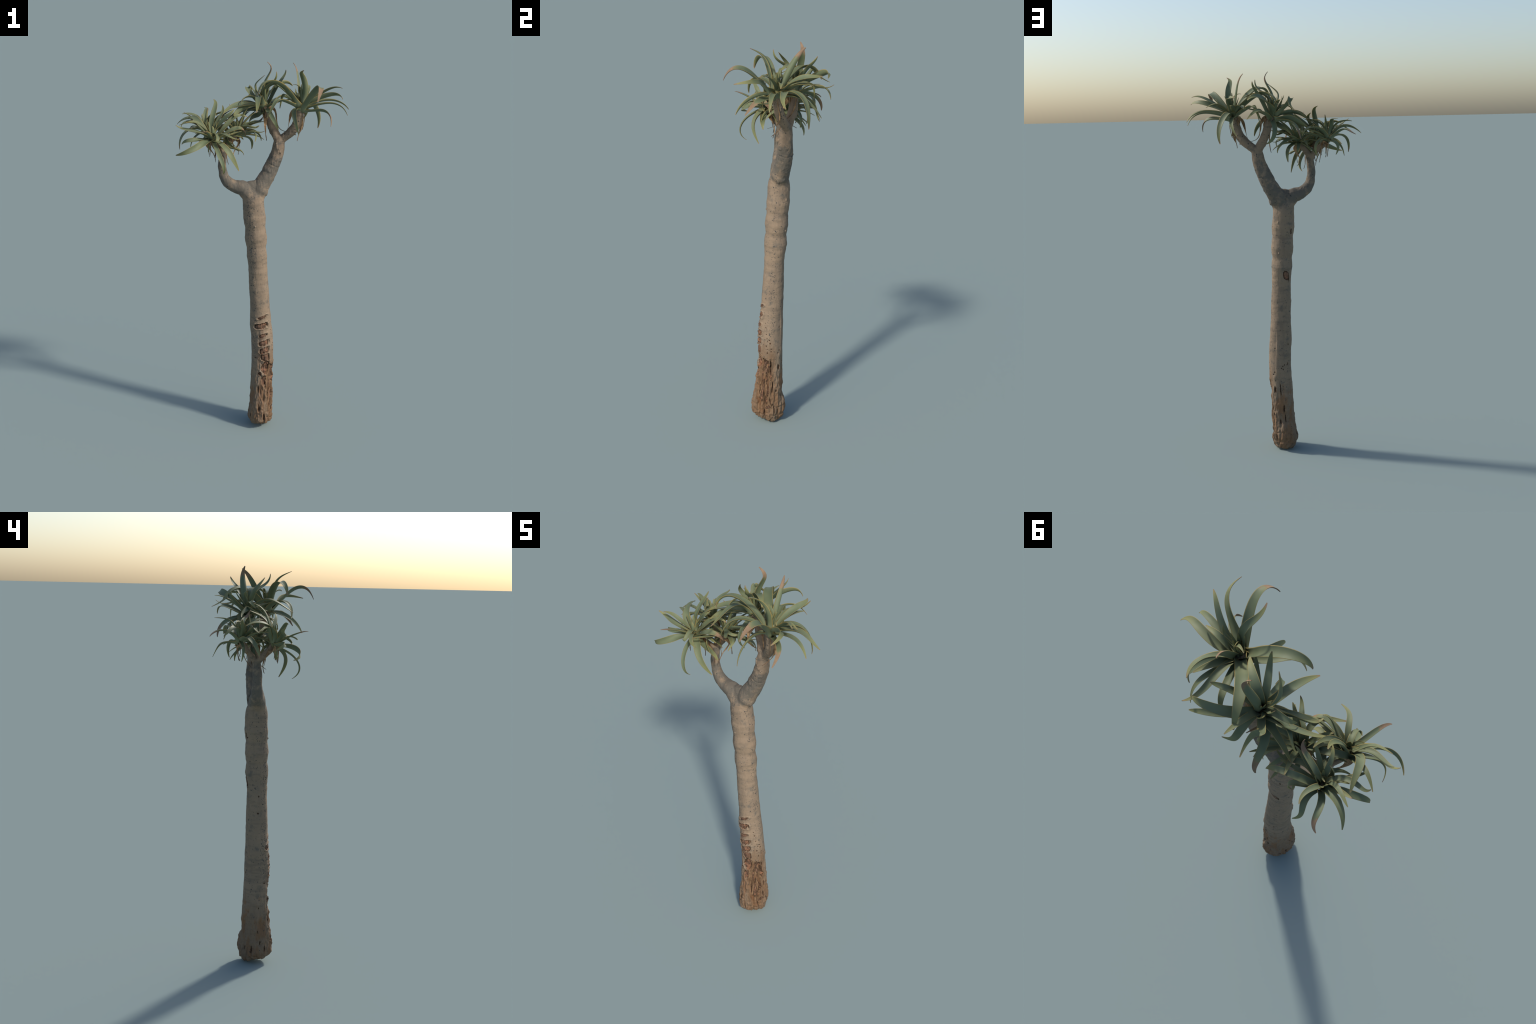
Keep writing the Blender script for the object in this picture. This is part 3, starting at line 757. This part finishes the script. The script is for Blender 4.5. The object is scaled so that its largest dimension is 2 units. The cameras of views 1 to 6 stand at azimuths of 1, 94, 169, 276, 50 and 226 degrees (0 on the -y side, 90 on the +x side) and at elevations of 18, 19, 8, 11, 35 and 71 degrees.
def crown(key, data, stem_path):
    random.seed(ord(key) + 1)
    heart = np.array(data["heart"])
    S = spline(stem_path, 10)
    top = S[-1, :3]
    # the core: old leaf bases wrapped round the top of the stem, ending in the bud
    bm = bmesh.new()
    rad = stem_path[-1][3]
    up = unit(S[-1, :3] - S[-8, :3])
    path, rr = [], []
    for x in np.linspace(0, 1, 16):
        path.append(top + up * (-0.036 + 0.044 * x))
        rr.append(rad * (1.02 + 0.10 * math.sin(x * 2.4)) * (1 - 0.55 * max(0, (x - 0.72) / 0.28) ** 2) + 0.0008 * math.sin(x * 24))
    tube(bm, np.array(path), np.array(rr), None, 28)
    me = bpy.data.meshes.new("rosette")
    bm.to_mesh(me)
    bm.free()
    me.polygons.foreach_set("use_smooth", np.ones(len(me.polygons), bool))
    me.materials.append(MAT["sheath"])
    core = link(bpy.data.objects.new("rosette", me), tree)
    for i, lf in enumerate(data["leaves"]):
        ctrl = np.array(lf.spine, float) / 1000 + heart
        off = ctrl[0] - heart
        flat = np.linalg.norm(off[:2])
        lean = ctrl[2, :2] - ctrl[0, :2]
        off[:2] = off[:2] * min(1.0, 0.006 / max(flat, 1e-6)) + 0.008 * lean / max(np.linalg.norm(lean), 1e-6)
        off[2] = np.clip(off[2] - 0.006, -0.036, 0.008)
        ctrl[0] = heart + off
        me = leaf_mesh("leaf", ctrl, lf.width / 1000, seed=hash_seed(key, i), face=lf.face, roll=0 if lf.tilt else lf.roll, tilt=lf.tilt)
        me.materials.append(MAT["leaf"])
        ob = link(bpy.data.objects.new("leaf", me), core)
        ob["dry_tip"] = float(lf.dry if lf.dry > 0.03 else 0.01 + 0.03 * random.random())
    # leaves that stand inside the crown, described by bearing, rise at the base and length
    for i, (bearing, rise, ln) in enumerate(INNER[key]):
        a, e = math.radians(bearing), math.radians(rise)
        d = np.array((math.sin(a), -math.cos(a), 0))
        u3 = np.array((0, 0, 1.0))
        p = [heart + d * 0.008 + u3 * -0.010]
        for step, drop in zip((0.28, 0.28, 0.26, 0.22), (0.0, 0.25, 0.75, 1.25)):
            g = e - drop * random.uniform(0.35, 0.75)
            p.append(p[-1] + (d * math.cos(g) + u3 * math.sin(g)) * ln * step + np.array((random.uniform(-1, 1), random.uniform(-1, 1), 0)) * ln * 0.05)
        me = leaf_mesh("leaf", p, random.uniform(0.019, 0.024) * (1.25 if key in "AB" else 1.0), seed=hash_seed(key, 40 + i))
        me.materials.append(MAT["leaf"])
        link(bpy.data.objects.new("leaf", me), core)["dry_tip"] = random.choice((0.02, 0.03, 0.05))
    # young leaves standing in the heart
    for i in range(6):
        a = i * 2.4 + random.uniform(-0.4, 0.4)
        d = np.array((math.cos(a), math.sin(a), 0))
        ln = random.uniform(0.055, 0.095) * (1.15 if key in "AB" else 0.85)
        lean = random.uniform(0.15, 0.5)
        ctrl = [heart + d * 0.003 + (0, 0, -0.006), heart + d * 0.012 + (0, 0, ln * 0.35), heart + d * (0.012 + ln * lean * 0.4) + (0, 0, ln * 0.7), heart + d * ln * lean + (0, 0, ln)]
        me = leaf_mesh("young_leaf", ctrl, random.uniform(0.012, 0.018), seed=500 + i + ord(key), rings=20, half=4)
        me.materials.append(MAT["leaf"])
        link(bpy.data.objects.new("young_leaf", me), core)["dry_tip"] = 0.03
    # withered leaves hanging against the stem
    for i, lf in enumerate(data["withered"]):
        ctrl = np.array(lf.spine, float) / 1000 + heart
        me = leaf_mesh("withered_leaf", ctrl, 0.034, seed=hash_seed(key, 90 + i), rings=44, thick=0.07, channel=0.6, crumple=0.03, taper=1.0, half=5)
        me.materials.append(MAT["dry"])
        link(bpy.data.objects.new("withered_leaf", me), core)
    for i in range(EXTRA_WITHERED[key]):
        a = random.uniform(0, math.tau)
        d = np.array((math.cos(a), math.sin(a), 0))
        ln = random.uniform(0.05, 0.11)
        o = top + up * random.uniform(-0.028, -0.008)
        ctrl = [o + d * rad * 0.7, o + d * (rad + 0.018) + (0, 0, 0.004), o + d * (rad + 0.014) + (0, 0, -ln * 0.5), o + d * (rad + random.uniform(0.0, 0.02)) + (random.uniform(-.012, .012), random.uniform(-.012, .012), -ln)]
        me = leaf_mesh("withered_leaf", ctrl, random.uniform(0.016, 0.026), seed=700 + i + ord(key), rings=36, thick=0.08, channel=0.5, crumple=0.06, half=4)
        me.materials.append(MAT["dry"])
        link(bpy.data.objects.new("withered_leaf", me), core)
    return core


def hash_seed(key, i):
    return ord(key) * 131 + i * 17


INNER = {
    "A": [(170, 35, 0.17)],
    "B": [(190, 45, 0.17), (60, 30, 0.18), (300, 20, 0.18)],
    "C": [(95, 15, 0.15), (175, 30, 0.14), (120, -5, 0.16)],
    "D": [(330, 35, 0.15), (110, 35, 0.15), (280, 55, 0.15), (90, 60, 0.16), (60, 66, 0.15)],
    "E": [(95, 60, 0.17), (200, 50, 0.16), (330, 55, 0.14), (150, 30, 0.16), (55, 25, 0.16), (255, 40, 0.16), (300, 15, 0.16), (110, 5, 0.17), (185, 12, 0.15), (218, -12, 0.15), (165, -8, 0.13),
          (80, 78, 0.16), (120, 60, 0.17), (65, 50, 0.16), (140, 66, 0.15), (100, 42, 0.17)],
}
EXTRA_WITHERED = {"A": 3, "B": 3, "C": 4, "D": 5, "E": 3}
for key, data in ROSETTES.items():
    crown(key, data, STEMS[key])
